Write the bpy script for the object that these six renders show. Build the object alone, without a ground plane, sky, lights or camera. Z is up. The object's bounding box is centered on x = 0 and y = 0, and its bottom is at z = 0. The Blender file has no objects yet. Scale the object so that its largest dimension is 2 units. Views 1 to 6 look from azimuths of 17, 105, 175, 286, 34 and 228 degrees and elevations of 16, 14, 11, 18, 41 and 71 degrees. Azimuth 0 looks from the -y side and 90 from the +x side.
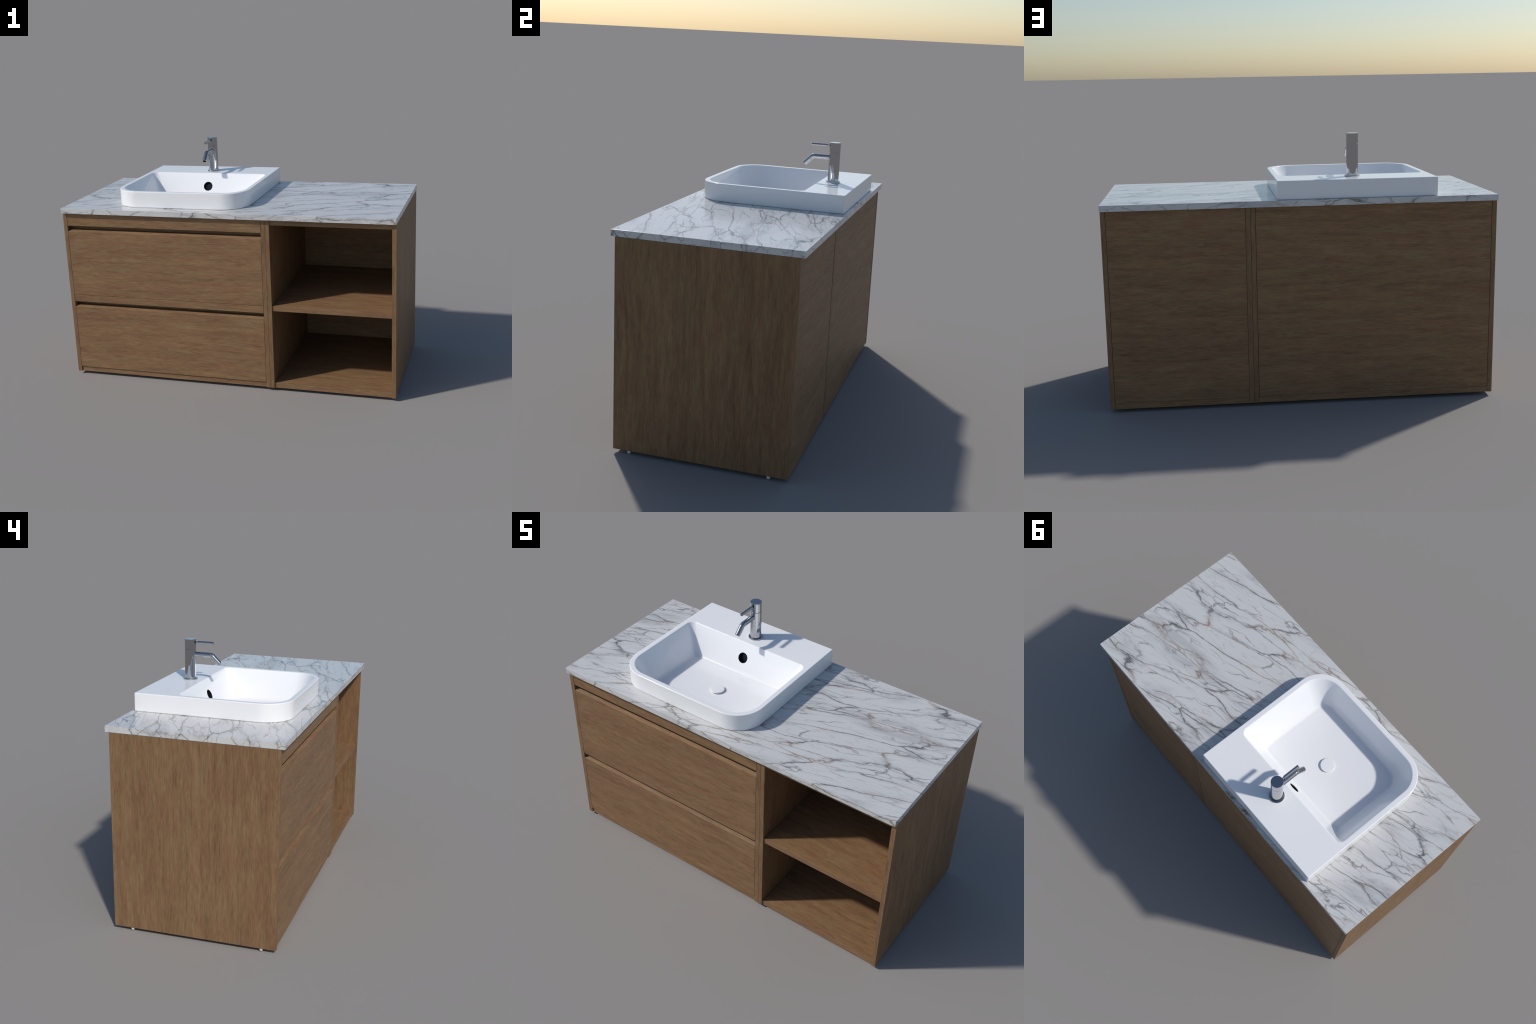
"""Bathroom vanity: oak cabinet (two drawers + open shelves), marble top, white basin, chrome mixer."""
import bpy, bmesh, math
from mathutils import Vector

# ------------------------------------------------------------------ dimensions (metres)
HALF_W = 1.0                       # half width of cabinet and top
TOP_HALF_D = 0.4475                # half depth of the stone top
CAB_HALF_D = 0.4275                # half depth of the cabinet sides
Z_FLOOR, Z_CAB, Z_STONE = 0.0165, 1.0413, 1.0728
PANEL = 0.0245                     # upright panel thickness
SHELF_T = 0.0315                   # horizontal board thickness
MODULE_X = 0.2595                  # where the two carcasses meet
SET_BACK = 0.0065                  # shelves and bottoms sit behind the front edges
BACK_IN, BACK_OUT = 0.398, 0.4260  # back panels
SINK_CX, SINK_HW = -0.2842, 0.4075
SINK_FRONT, SINK_BACK, SINK_TOP = -0.3680, 0.4295, 1.1685
DRAIN = Vector((-0.2825, -0.0588))
TAP = Vector((-0.2780, 0.2812))

# ------------------------------------------------------------------ node helpers
class Nodes:
    def __init__(self, name):
        self.mat = bpy.data.materials.new(name)
        self.mat.use_nodes = True
        self.t = self.mat.node_tree
        self.bsdf = self.t.nodes["Principled BSDF"]

    def add(self, kind, **props):
        n = self.t.nodes.new("ShaderNode" + kind)
        for k, v in props.items():
            setattr(n, k, v)
        return n

    def link(self, a, b):
        self.t.links.new(a, b)

    def put(self, socket, value):
        if hasattr(value, "is_output"):
            self.link(value, socket)
        else:
            socket.default_value = value

    def math(self, op, a, b=0.5, clamp=False):
        n = self.add("Math", operation=op, use_clamp=clamp)
        self.put(n.inputs[0], a)
        self.put(n.inputs[1], b)
        return n.outputs[0]

    def vmath(self, op, a, b):
        n = self.add("VectorMath", operation=op)
        self.put(n.inputs[0], a)
        self.put(n.inputs[1], b)
        return n.outputs[0]

    def mapping(self, vec, loc=(0, 0, 0), rot=(0, 0, 0), scale=(1, 1, 1)):
        n = self.add("Mapping")
        self.link(vec, n.inputs["Vector"])
        n.inputs["Location"].default_value = loc
        n.inputs["Rotation"].default_value = rot
        n.inputs["Scale"].default_value = scale
        return n.outputs[0]

    def noise(self, vec, scale, detail=2.0, rough=0.5, distort=0.0):
        n = self.add("TexNoise")
        self.link(vec, n.inputs["Vector"])
        n.inputs["Scale"].default_value = scale
        n.inputs["Detail"].default_value = detail
        n.inputs["Roughness"].default_value = rough
        n.inputs["Distortion"].default_value = distort
        return n.outputs["Fac"], n.outputs["Color"]

    def ramp(self, fac, stops, mode="LINEAR"):
        n = self.add("ValToRGB")
        n.color_ramp.interpolation = mode
        e = n.color_ramp.elements
        while len(e) < len(stops):
            e.new(0.5)
        for el, (p, c) in zip(e, stops):
            el.position = p
            el.color = (*c, 1) if len(c) == 3 else c
        self.link(fac, n.inputs["Fac"])
        return n.outputs["Color"]

    def span(self, fac, lo, hi, a=0.0, b=1.0, smooth=True):
        n = self.add("MapRange", interpolation_type="SMOOTHSTEP" if smooth else "LINEAR")
        self.link(fac, n.inputs["Value"])
        n.inputs["From Min"].default_value, n.inputs["From Max"].default_value = lo, hi
        n.inputs["To Min"].default_value, n.inputs["To Max"].default_value = a, b
        return n.outputs["Result"]

    def mix(self, fac, a, b, blend="MIX"):
        n = self.add("Mix", data_type="RGBA", blend_type=blend)
        self.put(n.inputs["Factor"], fac)
        for i, v in ((6, a), (7, b)):
            if hasattr(v, "is_output"):
                self.link(v, n.inputs[i])
            else:
                n.inputs[i].default_value = (*v, 1)
        return n.outputs[2]

    def bump(self, height, strength, distance):
        n = self.add("Bump")
        n.inputs["Strength"].default_value = strength
        n.inputs["Distance"].default_value = distance
        self.link(height, n.inputs["Height"])
        self.link(n.outputs[0], self.bsdf.inputs["Normal"])


def plain(name, colour, rough, metallic=0.0, spec=0.5):
    m = Nodes(name)
    m.bsdf.inputs["Base Color"].default_value = (*colour, 1)
    m.bsdf.inputs["Roughness"].default_value = rough
    m.bsdf.inputs["Metallic"].default_value = metallic
    m.bsdf.inputs["Specular IOR Level"].default_value = spec
    return m.mat


# ------------------------------------------------------------------ materials
def oak(name, along, strength=1.0):
    """Veneered oak; `along` is the grain axis (0 = x, 2 = z)."""
    m = Nodes(name)
    obj = m.add("TexCoord").outputs["Object"]
    rnd = m.add("ObjectInfo").outputs["Random"]
    offs = m.add("CombineXYZ")
    for i, k in enumerate((7.3, 13.7, 5.9)):
        m.link(m.math("MULTIPLY", rnd, k), offs.inputs[i])
    base = m.vmath("ADD", obj, offs.outputs[0])
    # gentle wander of the fibres
    _, wob = m.noise(base, 3.0, 2.0, 0.5)
    wob = m.vmath("SUBTRACT", wob, (0.5, 0.5, 0.5))
    amp = [0.030, 0.030, 0.030]
    amp[along] = 0.0
    p = m.vmath("ADD", base, m.vmath("MULTIPLY", wob, tuple(amp)))

    def stretch(a, c):
        s = [c, c, c]
        s[along] = a
        return m.mapping(p, scale=tuple(s))

    fine, _ = m.noise(stretch(18, 260), 1.0, 3.0, 0.6)
    streak, _ = m.noise(stretch(4.5, 60), 1.0, 3.0, 0.6)
    hue, _ = m.noise(stretch(6, 30), 1.0, 4.0, 0.65)
    broad, _ = m.noise(stretch(1.3, 15), 1.0, 3.0, 0.55)
    col = m.ramp(hue, [(0.34, (0.233, 0.1228, 0.0630)), (0.5, (0.243, 0.1398, 0.0702)),
                       (0.66, (0.252, 0.1584, 0.0785))])
    tone = m.math("ADD", m.span(fine, 0.25, 0.75, 0.72, 1.28, False),
                  m.span(streak, 0.28, 0.72, -0.13, 0.12, False))
    tone = m.math("ADD", tone, m.span(broad, 0.3, 0.7, -0.09, 0.08, False))
    # rarer darker fibres
    dark = m.span(streak, 0.30, 0.40, 0.90, 1.0)
    tone = m.math("MULTIPLY", tone, dark)
    grey = m.add("CombineColor")
    for i in range(3):
        m.link(tone, grey.inputs[i])
    col = m.mix(1.0, col, grey.outputs[0], "MULTIPLY")
    col = m.mix(1.0, col, (strength, strength, strength), "MULTIPLY")
    m.link(col, m.bsdf.inputs["Base Color"])
    m.bsdf.inputs["Roughness"].default_value = 0.55
    m.bsdf.inputs["Specular IOR Level"].default_value = 0.28
    m.bump(fine, 0.12, 0.001)
    return m.mat


def marble():
    m = Nodes("veined_marble")
    obj = m.add("TexCoord").outputs["Object"]
    rot = m.mapping(obj, loc=(0.37, 0.11, 0), rot=(0, 0, math.radians(-16)))
    # domain warp: broad drift, bends, fine jitter
    def warp(sx, sy, ax, ay, detail):
        _, w = m.noise(m.mapping(rot, scale=(sx, sy, sy)), 1.0, detail, 0.55)
        return m.vmath("MULTIPLY", m.vmath("SUBTRACT", w, (0.5, 0.5, 0.5)), (ax, ay, ay))
    psoft = m.vmath("ADD", rot, warp(2.0, 4.5, 0.20, 0.10, 2.0))
    p = m.vmath("ADD", m.vmath("ADD", psoft, warp(6, 12, 0.09, 0.036, 2.0)), warp(30, 60, 0.020, 0.009, 2.0))

    def cells(vec, sx, sy, loc):
        v = m.add("TexVoronoi", feature="DISTANCE_TO_EDGE")
        m.link(m.mapping(vec, loc=loc, scale=(sx, sy, sy)), v.inputs["Vector"])
        v.inputs["Scale"].default_value = 1.0
        return v.outputs["Distance"]

    def ridge(vec, sx, sy, loc, detail=2.0):
        f, _ = m.noise(m.mapping(vec, loc=loc, scale=(sx, sy, sy)), 1.0, detail, 0.5)
        return m.math("ABSOLUTE", m.math("SUBTRACT", f, 0.5))

    # where the veins crowd together and the stone turns blue-grey
    zone, _ = m.noise(m.mapping(psoft, loc=(1.3, 4.1, 0), scale=(1.9, 6.5, 6.5)), 1.0, 2.0, 0.5)
    crowd = m.span(zone, 0.50, 0.68)
    fade1, _ = m.noise(m.mapping(rot, loc=(5.1, 2.2, 0), scale=(5, 10, 10)), 1.0, 2.0, 0.5)
    fade2, _ = m.noise(m.mapping(rot, loc=(9.4, 7.7, 0), scale=(6, 12, 12)), 1.0, 2.0, 0.5)

    main = cells(p, 1.4, 8.3, (0, 0, 0))
    second = cells(p, 2.5, 17.5, (3.3, 8.8, 0.7))
    thirdv = cells(p, 4.5, 32.0, (6.1, 1.9, 0.2))
    # each vein: a continuous hairline plus a broader band broken into braided strands
    strands, _ = m.noise(m.mapping(p, loc=(1.1, 3.7, 0), scale=(5, 130, 130)), 1.0, 2.0, 0.5)
    braid = m.span(strands, 0.42, 0.58, 0.0, 0.75)

    def vein_line(dist, core, band, fade):
        wide = m.math("MULTIPLY", m.span(dist, 0.0, band, 1.0, 0.0), braid)
        return m.math("MULTIPLY", m.math("MAXIMUM", m.span(dist, 0.0, core, 0.95, 0.0), wide), fade)

    v_main = vein_line(main, 0.018, 0.050, m.span(fade1, 0.36, 0.56, 0.42, 1.0))
    v_second = vein_line(second, 0.022, 0.050, m.span(fade2, 0.42, 0.60, 0.12, 0.9))
    v_third = m.math("MULTIPLY", m.span(thirdv, 0.0, 0.07, 1.0, 0.0),
                     m.math("MULTIPLY", crowd, m.span(fade1, 0.4, 0.6, 0.15, 0.8)))
    v_halo = m.math("MULTIPLY", m.span(main, 0.0, 0.14, 0.26, 0.0), m.span(fade2, 0.42, 0.6))
    v_faint = m.span(ridge(psoft, 3.0, 17, (2.2, 5.5, 0)), 0.0, 0.018, 0.30, 0.0)
    smoke = m.math("MULTIPLY", m.span(ridge(psoft, 3.0, 18, (7.2, 0.5, 0), 4.0), 0.0, 0.14, 1.0, 0.0), crowd)

    white = (0.652, 0.651, 0.645)
    cloud, _ = m.noise(m.mapping(rot, scale=(1.5, 4, 4)), 1.0, 4.0, 0.55)
    col = m.mix(m.span(cloud, 0.35, 0.7, 0.0, 0.7), white, (0.635, 0.634, 0.630))
    col = m.mix(m.math("MULTIPLY", crowd, 0.30), col, (0.52, 0.53, 0.545))
    col = m.mix(m.math("MULTIPLY", smoke, 0.42), col, (0.34, 0.345, 0.36))
    col = m.mix(v_faint, col, (0.42, 0.37, 0.31))
    col = m.mix(v_halo, col, (0.36, 0.36, 0.37))
    # vein colour wanders between rust brown and slate
    tint, _ = m.noise(m.mapping(rot, loc=(4.4, 6.2, 0), scale=(4, 9, 9)), 1.0, 1.0, 0.5)
    vein = m.mix(m.span(tint, 0.37, 0.52), (0.225, 0.145, 0.082), (0.085, 0.080, 0.078))
    col = m.mix(m.math("MULTIPLY", v_third, 0.7), col, (0.13, 0.125, 0.12))
    col = m.mix(m.math("MULTIPLY", v_second, 0.8), col, vein)
    col = m.mix(m.math("MULTIPLY", v_main, 0.9), col, vein)
    m.link(col, m.bsdf.inputs["Base Color"])
    m.bsdf.inputs["Roughness"].default_value = 0.16
    m.bsdf.inputs["Specular IOR Level"].default_value = 0.5
    return m.mat


OAK_X = oak("oak_grain_across", 0)
OAK_Z = oak("oak_grain_upright", 2, 0.93)
MARBLE = marble()
CERAMIC = plain("glazed_ceramic", (0.92, 0.92, 0.925), 0.12)
CHROME = plain("polished_chrome", (0.47, 0.47, 0.475), 0.06, metallic=1.0)
BLACK = plain("black_rubber", (0.008, 0.008, 0.009), 0.8, spec=0.15)
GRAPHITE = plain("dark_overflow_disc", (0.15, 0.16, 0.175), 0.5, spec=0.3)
PLASTIC = plain("white_plastic", (0.72, 0.73, 0.74), 0.35)

# ------------------------------------------------------------------ object helpers
ROOT = bpy.data.objects.new("vanity_unit", None)
ROOT.empty_display_size = 0.3
bpy.context.scene.collection.objects.link(ROOT)
ROOT["label"] = "oak bathroom vanity with marble top, white basin and chrome tap"
ROOT["category"] = "bathroom vanity"


def finish(name, bm, mat, parent=ROOT, smooth_angle=None, origin=None):
    """bmesh in world coordinates -> named child object with its origin at the part's middle."""
    bmesh.ops.recalc_face_normals(bm, faces=bm.faces)
    xs = [[v.co[i] for v in bm.verts] for i in range(3)]
    o = Vector([(min(c) + max(c)) / 2 for c in xs]) if origin is None else Vector(origin)
    bmesh.ops.translate(bm, verts=bm.verts, vec=-o)
    me = bpy.data.meshes.new(name)
    bm.to_mesh(me)
    bm.free()
    me.materials.append(mat)
    if smooth_angle is not None:
        me.shade_smooth()
        me.set_sharp_from_angle(angle=math.radians(smooth_angle))
    ob = bpy.data.objects.new(name, me)
    if smooth_angle is not None:
        even_normals(ob)
    bpy.context.scene.collection.objects.link(ob)
    attach(ob, parent, o)
    return ob


def even_normals(ob):
    """Large flat faces keep their own normal; only the small bevels shade round."""
    w = ob.modifiers.new("even_normals", "WEIGHTED_NORMAL")
    w.keep_sharp = True
    w.weight = 100


def world_origin(ob):
    p = Vector(ob.location)
    while ob.parent:
        ob = ob.parent
        p += ob.location
    return p


def attach(ob, parent, where):
    ob.parent = parent
    ob.location = Vector(where) - world_origin(parent)


def board(name, x, y, z, mat, bevel=0.0012, parent=ROOT):
    bm = bmesh.new()
    bmesh.ops.create_cube(bm, size=1.0)
    for v in bm.verts:
        v.co = Vector([r[0] if c < 0 else r[1] for r, c in zip((x, y, z), v.co)])
    if bevel:
        bmesh.ops.bevel(bm, geom=bm.edges[:], offset=bevel, segments=2, profile=0.5, affect="EDGES")
    return finish(name, bm, mat, parent, smooth_angle=35)


def lathe(profile, centre, axis="z", seg=64, cap=True):
    """Revolve (radius, height) pairs about an axis through `centre`."""
    bm = bmesh.new()
    rings = []
    for r, h in profile:
        ring = []
        for i in range(seg):
            a = 2 * math.pi * i / seg
            u, w = r * math.cos(a), r * math.sin(a)
            d = (u, w, h) if axis == "z" else (u, -h, w)
            ring.append(bm.verts.new(Vector(centre) + Vector(d)))
        rings.append(ring)
    for a, b in zip(rings, rings[1:]):
        for i in range(seg):
            j = (i + 1) % seg
            bm.faces.new((a[i], a[j], b[j], b[i]))
    if cap:
        bm.faces.new(rings[0][::-1])
        bm.faces.new(rings[-1])
    return bm


# ------------------------------------------------------------------ cabinet
def drawer_front(x, y, z0, z1):
    """Drawer front whose top edge slopes back and up as a finger pull."""
    section = [(y, z0), (y, z1), (y + 0.020, z1 + 0.0088), (y + 0.0465, z1 + 0.0088), (y + 0.0465, z0)]
    bm = bmesh.new()
    ends = [[bm.verts.new((px, py, pz)) for py, pz in section] for px in x]
    n = len(section)
    for i in range(n):
        j = (i + 1) % n
        bm.faces.new((ends[0][i], ends[0][j], ends[1][j], ends[1][i]))
    bm.faces.new(ends[0])
    bm.faces.new(ends[1][::-1])
    bmesh.ops.recalc_face_normals(bm, faces=bm.faces)
    bmesh.ops.bevel(bm, geom=bm.edges[:], offset=0.0008, segments=2, profile=0.5, affect="EDGES")
    finish("drawer_front", bm, OAK_X, smooth_angle=20)


def build_cabinet():
    f, b = -CAB_HALF_D, CAB_HALF_D
    for x0 in (-HALF_W + 0.0005, MODULE_X - PANEL, MODULE_X + 0.0005, HALF_W - PANEL - 0.0005):
        board("side_panel", (x0, x0 + PANEL - 0.0005), (f, b), (Z_FLOOR, Z_CAB - 0.0005), OAK_Z, bevel=0.0008)

    left = (-HALF_W + PANEL + 0.0005, MODULE_X - PANEL - 0.0005)
    right = (MODULE_X + PANEL + 0.0005, HALF_W - PANEL - 0.001)
    zb = (Z_FLOOR, Z_FLOOR + SHELF_T)
    for span in (left, right):
        board("bottom_panel", span, (f + SET_BACK, BACK_OUT), zb, OAK_X)
        inner = (span[0] + 0.0010, span[1] - 0.0010)
        board("back_panel", inner, (BACK_IN, BACK_OUT), (zb[1] + 0.0008, Z_CAB - 0.001), OAK_X, bevel=0.0006)
    board("top_panel", right, (f + SET_BACK, BACK_IN - 0.0005), (1.0075, Z_CAB - 0.001), OAK_X)
    board("shelf", right, (f + SET_BACK, BACK_IN - 0.0005), (0.4965, 0.5285), OAK_X)

    # drawer side: fronts, finger-pull rails above each front, dark slot behind
    front = (left[0] + 0.001, left[1] - 0.001)
    for z0, z1 in ((zb[1] + 0.002, 0.4470), (0.5275, 0.9262)):
        drawer_front(front, f, z0, z1)
    for z0, z1 in ((0.4824, 0.526), (0.9623, Z_CAB - 0.001)):
        board("front_rail", front, (f + 0.0005, -0.3810), (z0, z1), OAK_X)
        board("slot_backing", front, (-0.3805, -0.363), (z0 - 0.09, z0 + 0.03), OAK_X)

    # levelling feet under the upright panels
    foot = None
    for x in (-HALF_W + 0.012, MODULE_X - 0.0125, MODULE_X + 0.0125, HALF_W - 0.012):
        for y in (-0.350, 0.333):
            if foot is None:
                bm = lathe([(0.004, 0.0), (0.0062, 0.0012), (0.0088, 0.0065), (0.0088, 0.0185)],
                           (x, y, 0), seg=32)
                foot = finish("foot", bm, PLASTIC, smooth_angle=40, origin=(x, y, 0))
            else:
                o = foot.copy()
                o.name = "foot"
                bpy.context.scene.collection.objects.link(o)
                attach(o, ROOT, (x, y, 0))


def build_countertop():
    """Stone slab with a rounded cut-out for the bowl."""
    d = TOP_HALF_D
    slab = board("countertop", (-HALF_W, HALF_W), (-d, d), (Z_CAB, Z_STONE), MARBLE, bevel=0.0014)
    loop = rounded_outline(-0.647, 0.079, -0.340, 0.260, 0.114, 0.034)
    bm = bmesh.new()
    low, high = ([bm.verts.new((p.x, p.y, z)) for p in loop] for z in (Z_CAB - 0.02, Z_STONE + 0.02))
    n = len(loop)
    for i in range(n):
        j = (i + 1) % n
        bm.faces.new((low[i], low[j], high[j], high[i]))
    bm.faces.new(low[::-1])
    bm.faces.new(high)
    cut_away(slab, finish("cutout_cutter", bm, MARBLE), 35)


def cut_away(ob, cutter, smooth_angle):
    """Boolean difference, applied; the cutter is deleted."""
    ob.modifiers.clear()
    mod = ob.modifiers.new("cut", "BOOLEAN")
    mod.operation, mod.object, mod.solver = "DIFFERENCE", cutter, "EXACT"
    dg = bpy.context.evaluated_depsgraph_get()
    cut = bpy.data.meshes.new_from_object(ob.evaluated_get(dg))
    ob.modifiers.clear()
    old, ob.data = ob.data, cut
    bpy.data.meshes.remove(old)
    cut.name = ob.name
    cut.shade_smooth()
    cut.set_sharp_from_angle(angle=math.radians(smooth_angle))
    even_normals(ob)
    bpy.data.objects.remove(cutter)


# ------------------------------------------------------------------ basin
def rounded_outline(x0, x1, y0, y1, r_front, r_back, bow=0.0):
    """Counter-clockwise loop; every loop has the same vertex layout so loops can be lofted."""
    corner, straight = 20, 14
    loop = []
    spots = (((x0 + r_front, y0 + r_front), r_front, 180), ((x1 - r_front, y0 + r_front), r_front, 270),
             ((x1 - r_back, y1 - r_back), r_back, 0), ((x0 + r_back, y1 - r_back), r_back, 90))
    arcs = []
    for (cx, cy), r, a0 in spots:
        arcs.append([Vector((cx + r * math.cos(math.radians(a0 + 90 * i / corner)),
                             cy + r * math.sin(math.radians(a0 + 90 * i / corner)))) for i in range(corner + 1)])
    for k in range(4):
        loop += arcs[k]
        a, b = arcs[k][-1], arcs[(k + 1) % 4][0]
        loop += [a.lerp(b, i / straight) for i in range(1, straight)]
    xc, hw = (x0 + x1) / 2, (x1 - x0) / 2
    for p in loop:
        if p.y < (y0 + y1) / 2:
            u = (p.x - xc) / hw
            p.y -= bow * max(0.0, 1 - u * u)
    return loop


def lerp_loop(a, b, t):
    return [p.lerp(q, t) for p, q in zip(a, b)]


def build_basin():
    x0, x1 = SINK_CX - SINK_HW, SINK_CX + SINK_HW

    def outer(inset):
        return rounded_outline(x0 + inset, x1 - inset, SINK_FRONT + inset, SINK_BACK - inset,
                               0.150 - inset, max(0.0015, 0.005 - inset), 0.003)

    def mouth(inset):
        return rounded_outline(-0.660 + inset, 0.0925 - inset, -0.3390 + inset, 0.2035 - inset,
                               0.122 - inset, 0.034 - inset, 0.003)

    floor = rounded_outline(-0.580, 0.003, -0.289, 0.1345, 0.074, 0.022, 0.003)
    z_edge, z_drain = 1.0125, 1.0080
    rings = []                                     # (loop, z)
    # underside shell, hidden in the cut-out
    under = rounded_outline(-0.615, 0.045, -0.328, 0.168, 0.10, 0.03)
    rings.append((lerp_loop(under, [DRAIN] * len(under), 0.7), 0.992))
    rings.append((under, 0.994))
    rings.append((rounded_outline(-0.642, 0.074, -0.335, 0.186, 0.11, 0.03), Z_STONE - 0.002))
    rings.append((rounded_outline(-0.642, 0.074, -0.335, 0.186, 0.11, 0.03), Z_STONE + 0.0006))
    # outer skirt and rim
    rings.append((outer(0.0025), Z_STONE + 0.0006))
    rings.append((outer(0.0), Z_STONE + 0.0035))
    rings.append((outer(0.0), Z_STONE + 0.05))
    r = 0.0045
    for k in range(0, 6):
        a = math.radians(90 * k / 5)
        rings.append((outer(r * (1 - math.cos(a))), SINK_TOP - r + r * math.sin(a)))
    rings.append((mouth(-0.012), SINK_TOP))
    # rounded inner lip
    r = 0.008
    for k in range(0, 6):
        a = math.radians(60 * k / 5)
        rings.append((mouth(-r + r * math.sin(a) + 0.001), SINK_TOP - r * (1 - math.cos(a))))
    # sloping walls, then a fillet onto the floor
    lip_loop, lip_z = rings[-1]
    bend = 0.86
    for k in range(1, 9):
        t = bend * k / 8
        rings.append((lerp_loop(lip_loop, floor, t), lip_z + (z_edge - lip_z) * t))
    inner = lerp_loop(floor, [DRAIN] * len(floor), 0.06)
    wall_end = lerp_loop(lip_loop, floor, bend)
    z_end = lip_z + (z_edge - lip_z) * bend
    z_in = z_edge - 0.0004
    for k in range(1, 11):
        t = k / 10
        a, b = lerp_loop(wall_end, floor, t), lerp_loop(floor, inner, t)
        za, zb = z_end + (z_edge - z_end) * t, z_edge + (z_in - z_edge) * t
        rings.append((lerp_loop(a, b, t), za + (zb - za) * t))
    # floor falls to the waste hole
    hole = [DRAIN + (p - DRAIN).normalized() * 0.031 for p in inner]
    for k in range(1, 6):
        t = k / 5
        rings.append((lerp_loop(inner, hole, t), z_in + (z_drain - z_in) * t))
    rings.append((hole, 0.998))

    bm = bmesh.new()
    vs = [[bm.verts.new((p.x, p.y, z)) for p in loop] for loop, z in rings]
    n = len(vs[0])
    for a, b in zip(vs, vs[1:]):
        for i in range(n):
            j = (i + 1) % n
            bm.faces.new((a[i], a[j], b[j], b[i]))
    bm.faces.new(vs[0][::-1])
    bm.faces.new(vs[-1])
    basin = finish("washbasin", bm, CERAMIC)

    # overflow opening bored into the back wall
    centre = Vector((-0.2825, 0.1700, 1.0905))
    normal = Vector((0, -0.905, 0.425)).normalized()
    rot = normal.to_track_quat("Z", "Y")

    def bored(profile, seg=48, cap=True):
        cyl = lathe(profile, (0, 0, 0), seg=seg, cap=cap)
        for v in cyl.verts:
            v.co = centre + rot @ v.co
        return cyl

    cutter = finish("overflow_cutter", bored([(0.0290, -0.038), (0.0290, 0.03)]), CERAMIC)
    cut_away(basin, cutter, 38)

    sleeve = bored([(0.0252, -0.0355), (0.0252, 0.0004), (0.0262, 0.0008), (0.0287, 0.0004), (0.0287, -0.0355)], cap=False)
    finish("overflow_sleeve", sleeve, BLACK, basin, smooth_angle=40)
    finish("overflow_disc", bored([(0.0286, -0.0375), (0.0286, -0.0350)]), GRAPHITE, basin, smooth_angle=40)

    # pop-up waste plug hovering over its dark seat
    d = (DRAIN.x, DRAIN.y, 0)
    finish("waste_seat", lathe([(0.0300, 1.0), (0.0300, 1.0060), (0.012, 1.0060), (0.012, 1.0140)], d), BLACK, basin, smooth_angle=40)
    finish("drain_plug", lathe([(0.030, 1.0135), (0.0372, 1.0135), (0.0385, 1.0148), (0.0385, 1.0185), (0.0372, 1.0202),
                                (0.0350, 1.0208), (0.018, 1.0212), (0.002, 1.0213)], d), CERAMIC, basin, smooth_angle=40)


# ------------------------------------------------------------------ tap
def sweep(path, radius_at, seg=40):
    """Tube in the y-z plane through the tap axis; path is a list of (y, z)."""
    bm = bmesh.new()
    rings = []
    for i, (p, r) in enumerate(zip(path, radius_at)):
        a, b = path[max(0, i - 1)], path[min(len(path) - 1, i + 1)]
        t = Vector((0, b[0] - a[0], b[1] - a[1]))
        if t.length < 1e-7:
            t = Vector((0, -1, -1))
        t.normalize()
        up = Vector((1, 0, 0)).cross(t)
        ring = []
        for k in range(seg):
            ang = 2 * math.pi * k / seg
            ring.append(bm.verts.new(Vector((TAP.x, p[0], p[1])) + r * (math.cos(ang) * Vector((1, 0, 0)) + math.sin(ang) * up)))
        rings.append(ring)
    for a, b in zip(rings, rings[1:]):
        for k in range(seg):
            j = (k + 1) % seg
            bm.faces.new((a[k], a[j], b[j], b[k]))
    return bm, rings


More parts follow.
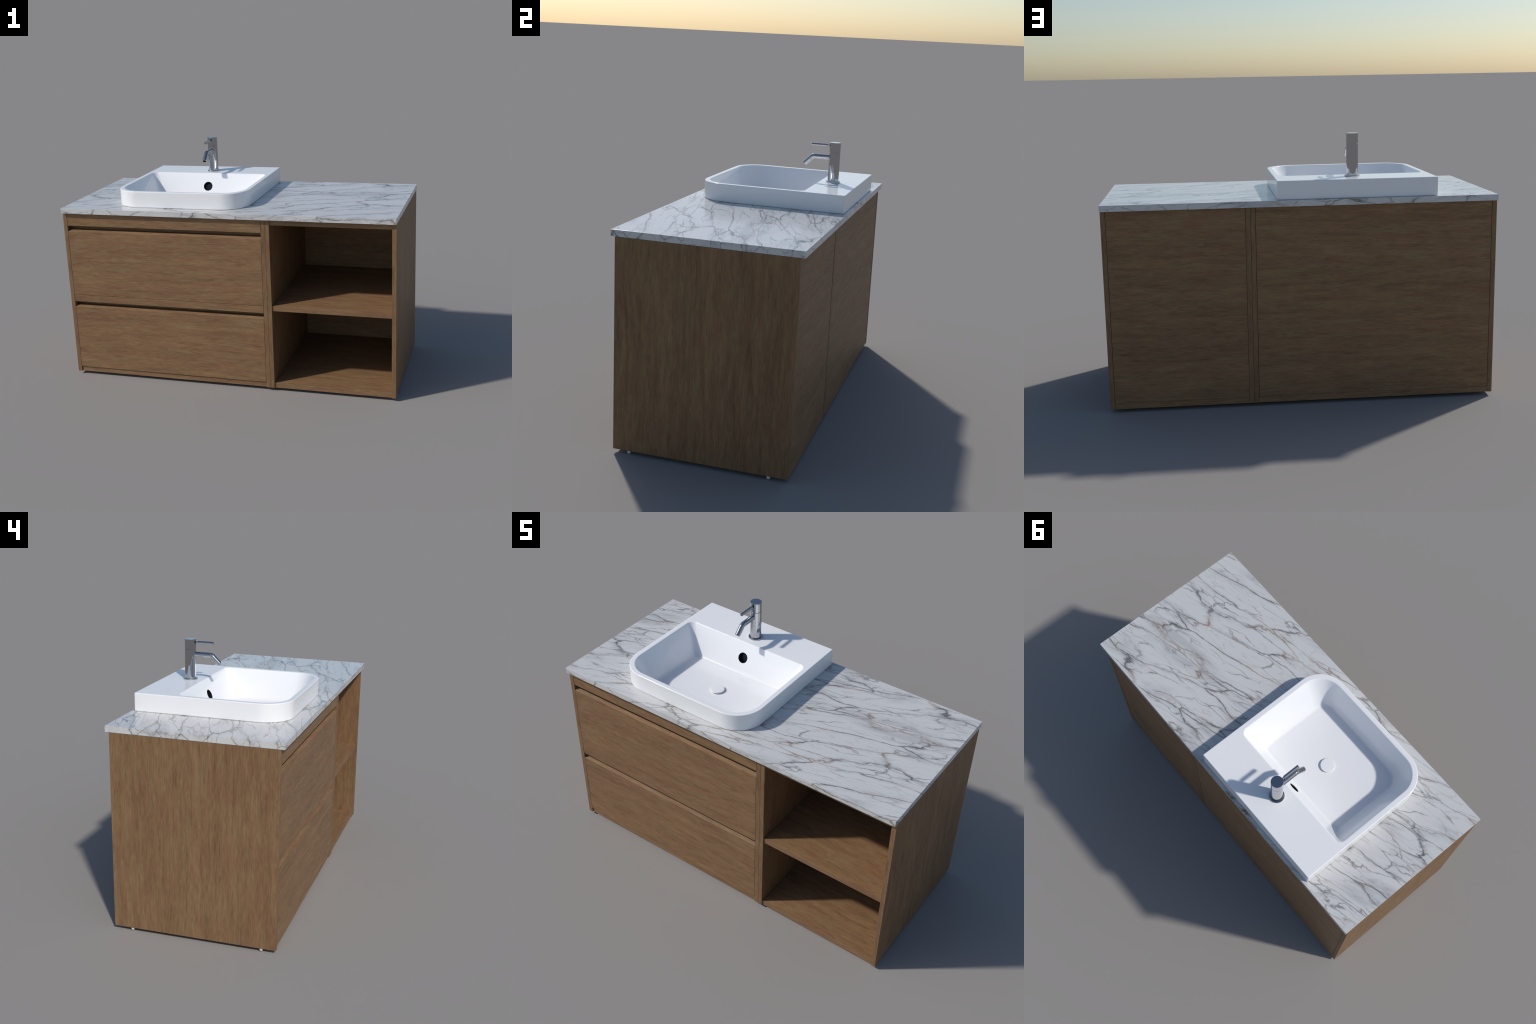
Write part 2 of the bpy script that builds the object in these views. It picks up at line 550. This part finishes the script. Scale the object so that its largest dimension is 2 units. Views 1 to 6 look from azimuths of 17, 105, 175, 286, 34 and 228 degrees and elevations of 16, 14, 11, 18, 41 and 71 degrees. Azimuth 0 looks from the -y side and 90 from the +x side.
def build_tap():
    c = (TAP.x, TAP.y, 0)
    R = 0.0305
    body = lathe([(R - 0.004, SINK_TOP + 0.004), (R, SINK_TOP + 0.0045), (R, 1.3318), (R - 0.0008, 1.3326), (R - 0.0022, 1.3328),
                  (R - 0.0022, 1.3342), (R - 0.0008, 1.3344), (R, 1.3352), (R, 1.3858), (R - 0.0004, 1.3866), (R - 0.0014, 1.387)], c)
    tap = finish("faucet", body, CHROME, smooth_angle=35)
    finish("base_flange", lathe([(0.0388, SINK_TOP + 0.0002), (0.0392, SINK_TOP + 0.001), (0.0392, SINK_TOP + 0.0052),
                                 (0.0382, SINK_TOP + 0.0066), (0.029, SINK_TOP + 0.0070)], c), CHROME, tap, smooth_angle=40)

    # spout: straight arm, a bend, then a 45 degree drop
    z, rs, bend_r = 1.3045, 0.0146, 0.026
    knee = TAP.y - 0.1215
    trim = bend_r * math.tan(math.radians(22.0))
    path = [(TAP.y - 0.01, z), (TAP.y - 0.05, z)]
    cy, cz = knee + trim, z - bend_r
    for k in range(0, 11):
        a = math.radians(44.0 * k / 10)
        path.append((cy - bend_r * math.sin(a), cz + bend_r * math.cos(a)))
    dirn = Vector((-math.cos(math.radians(44)), -math.sin(math.radians(44))))
    last = Vector(path[-1])
    tip = last + dirn * 0.0515
    path.append(tuple(tip - dirn * 0.0008))
    radii = [rs] * len(path)
    path.append(tuple(tip)); radii.append(rs - 0.0006)
    bm, rings = sweep(path, radii)
    # mouth of the spout: lip, then a bore
    def inward(r, back):
        prev = rings[-1]
        cen = Vector((TAP.x, *(tip - dirn * back)))
        ring = []
        for v0 in rings[-1]:
            off = v0.co - Vector((TAP.x, *tip)) if len(inward_rings) == 0 else v0.co - inward_rings[-1][1]
            ring.append(bm.verts.new(cen + off.normalized() * r))
        for k in range(len(ring)):
            j = (k + 1) % len(ring)
            bm.faces.new((prev[k], prev[j], ring[j], ring[k]))
        rings.append(ring)
        inward_rings.append((ring, cen))
    inward_rings = []
    inward(0.0118, 0.0)
    inward(0.0116, 0.010)
    spout = finish("spout", bm, CHROME, tap, smooth_angle=35)
    plug = bmesh.new()
    bmesh.ops.create_circle(plug, cap_ends=True, segments=32, radius=0.0118)
    q = Vector((0, *dirn)).to_track_quat("Z", "Y")
    for v in plug.verts:
        v.co = Vector((TAP.x, *(tip - dirn * 0.004))) + q @ v.co
    ext = bmesh.ops.extrude_face_region(plug, geom=plug.faces[:])
    bmesh.ops.translate(plug, verts=[g for g in ext["geom"] if isinstance(g, bmesh.types.BMVert)], vec=-Vector((0, *dirn)) * 0.004)
    finish("blackened_bore_disc", plug, BLACK, spout.parent, smooth_angle=35)  # black disc modelled for the darkness inside the open spout

    # lever: thin stem and a round rod
    zl = 1.3692
    base = (TAP.x, TAP.y, zl)
    finish("lever_root_dark_disc", lathe([(0.0076, R - 0.006), (0.0076, R + 0.0004), (0.0070, R + 0.0007)], base, axis="y", seg=32), BLACK, tap, smooth_angle=35)
    finish("lever", lathe([(0.0046, R - 0.004), (0.0046, 0.0425), (0.0078, 0.0428), (0.0086, 0.0436), (0.0086, 0.1300),
                           (0.0080, 0.1314), (0.0066, 0.1318)], base, axis="y", seg=40), CHROME, tap, smooth_angle=35)


build_cabinet()
build_countertop()
build_basin()
build_tap()
bpy.context.view_layer.update()
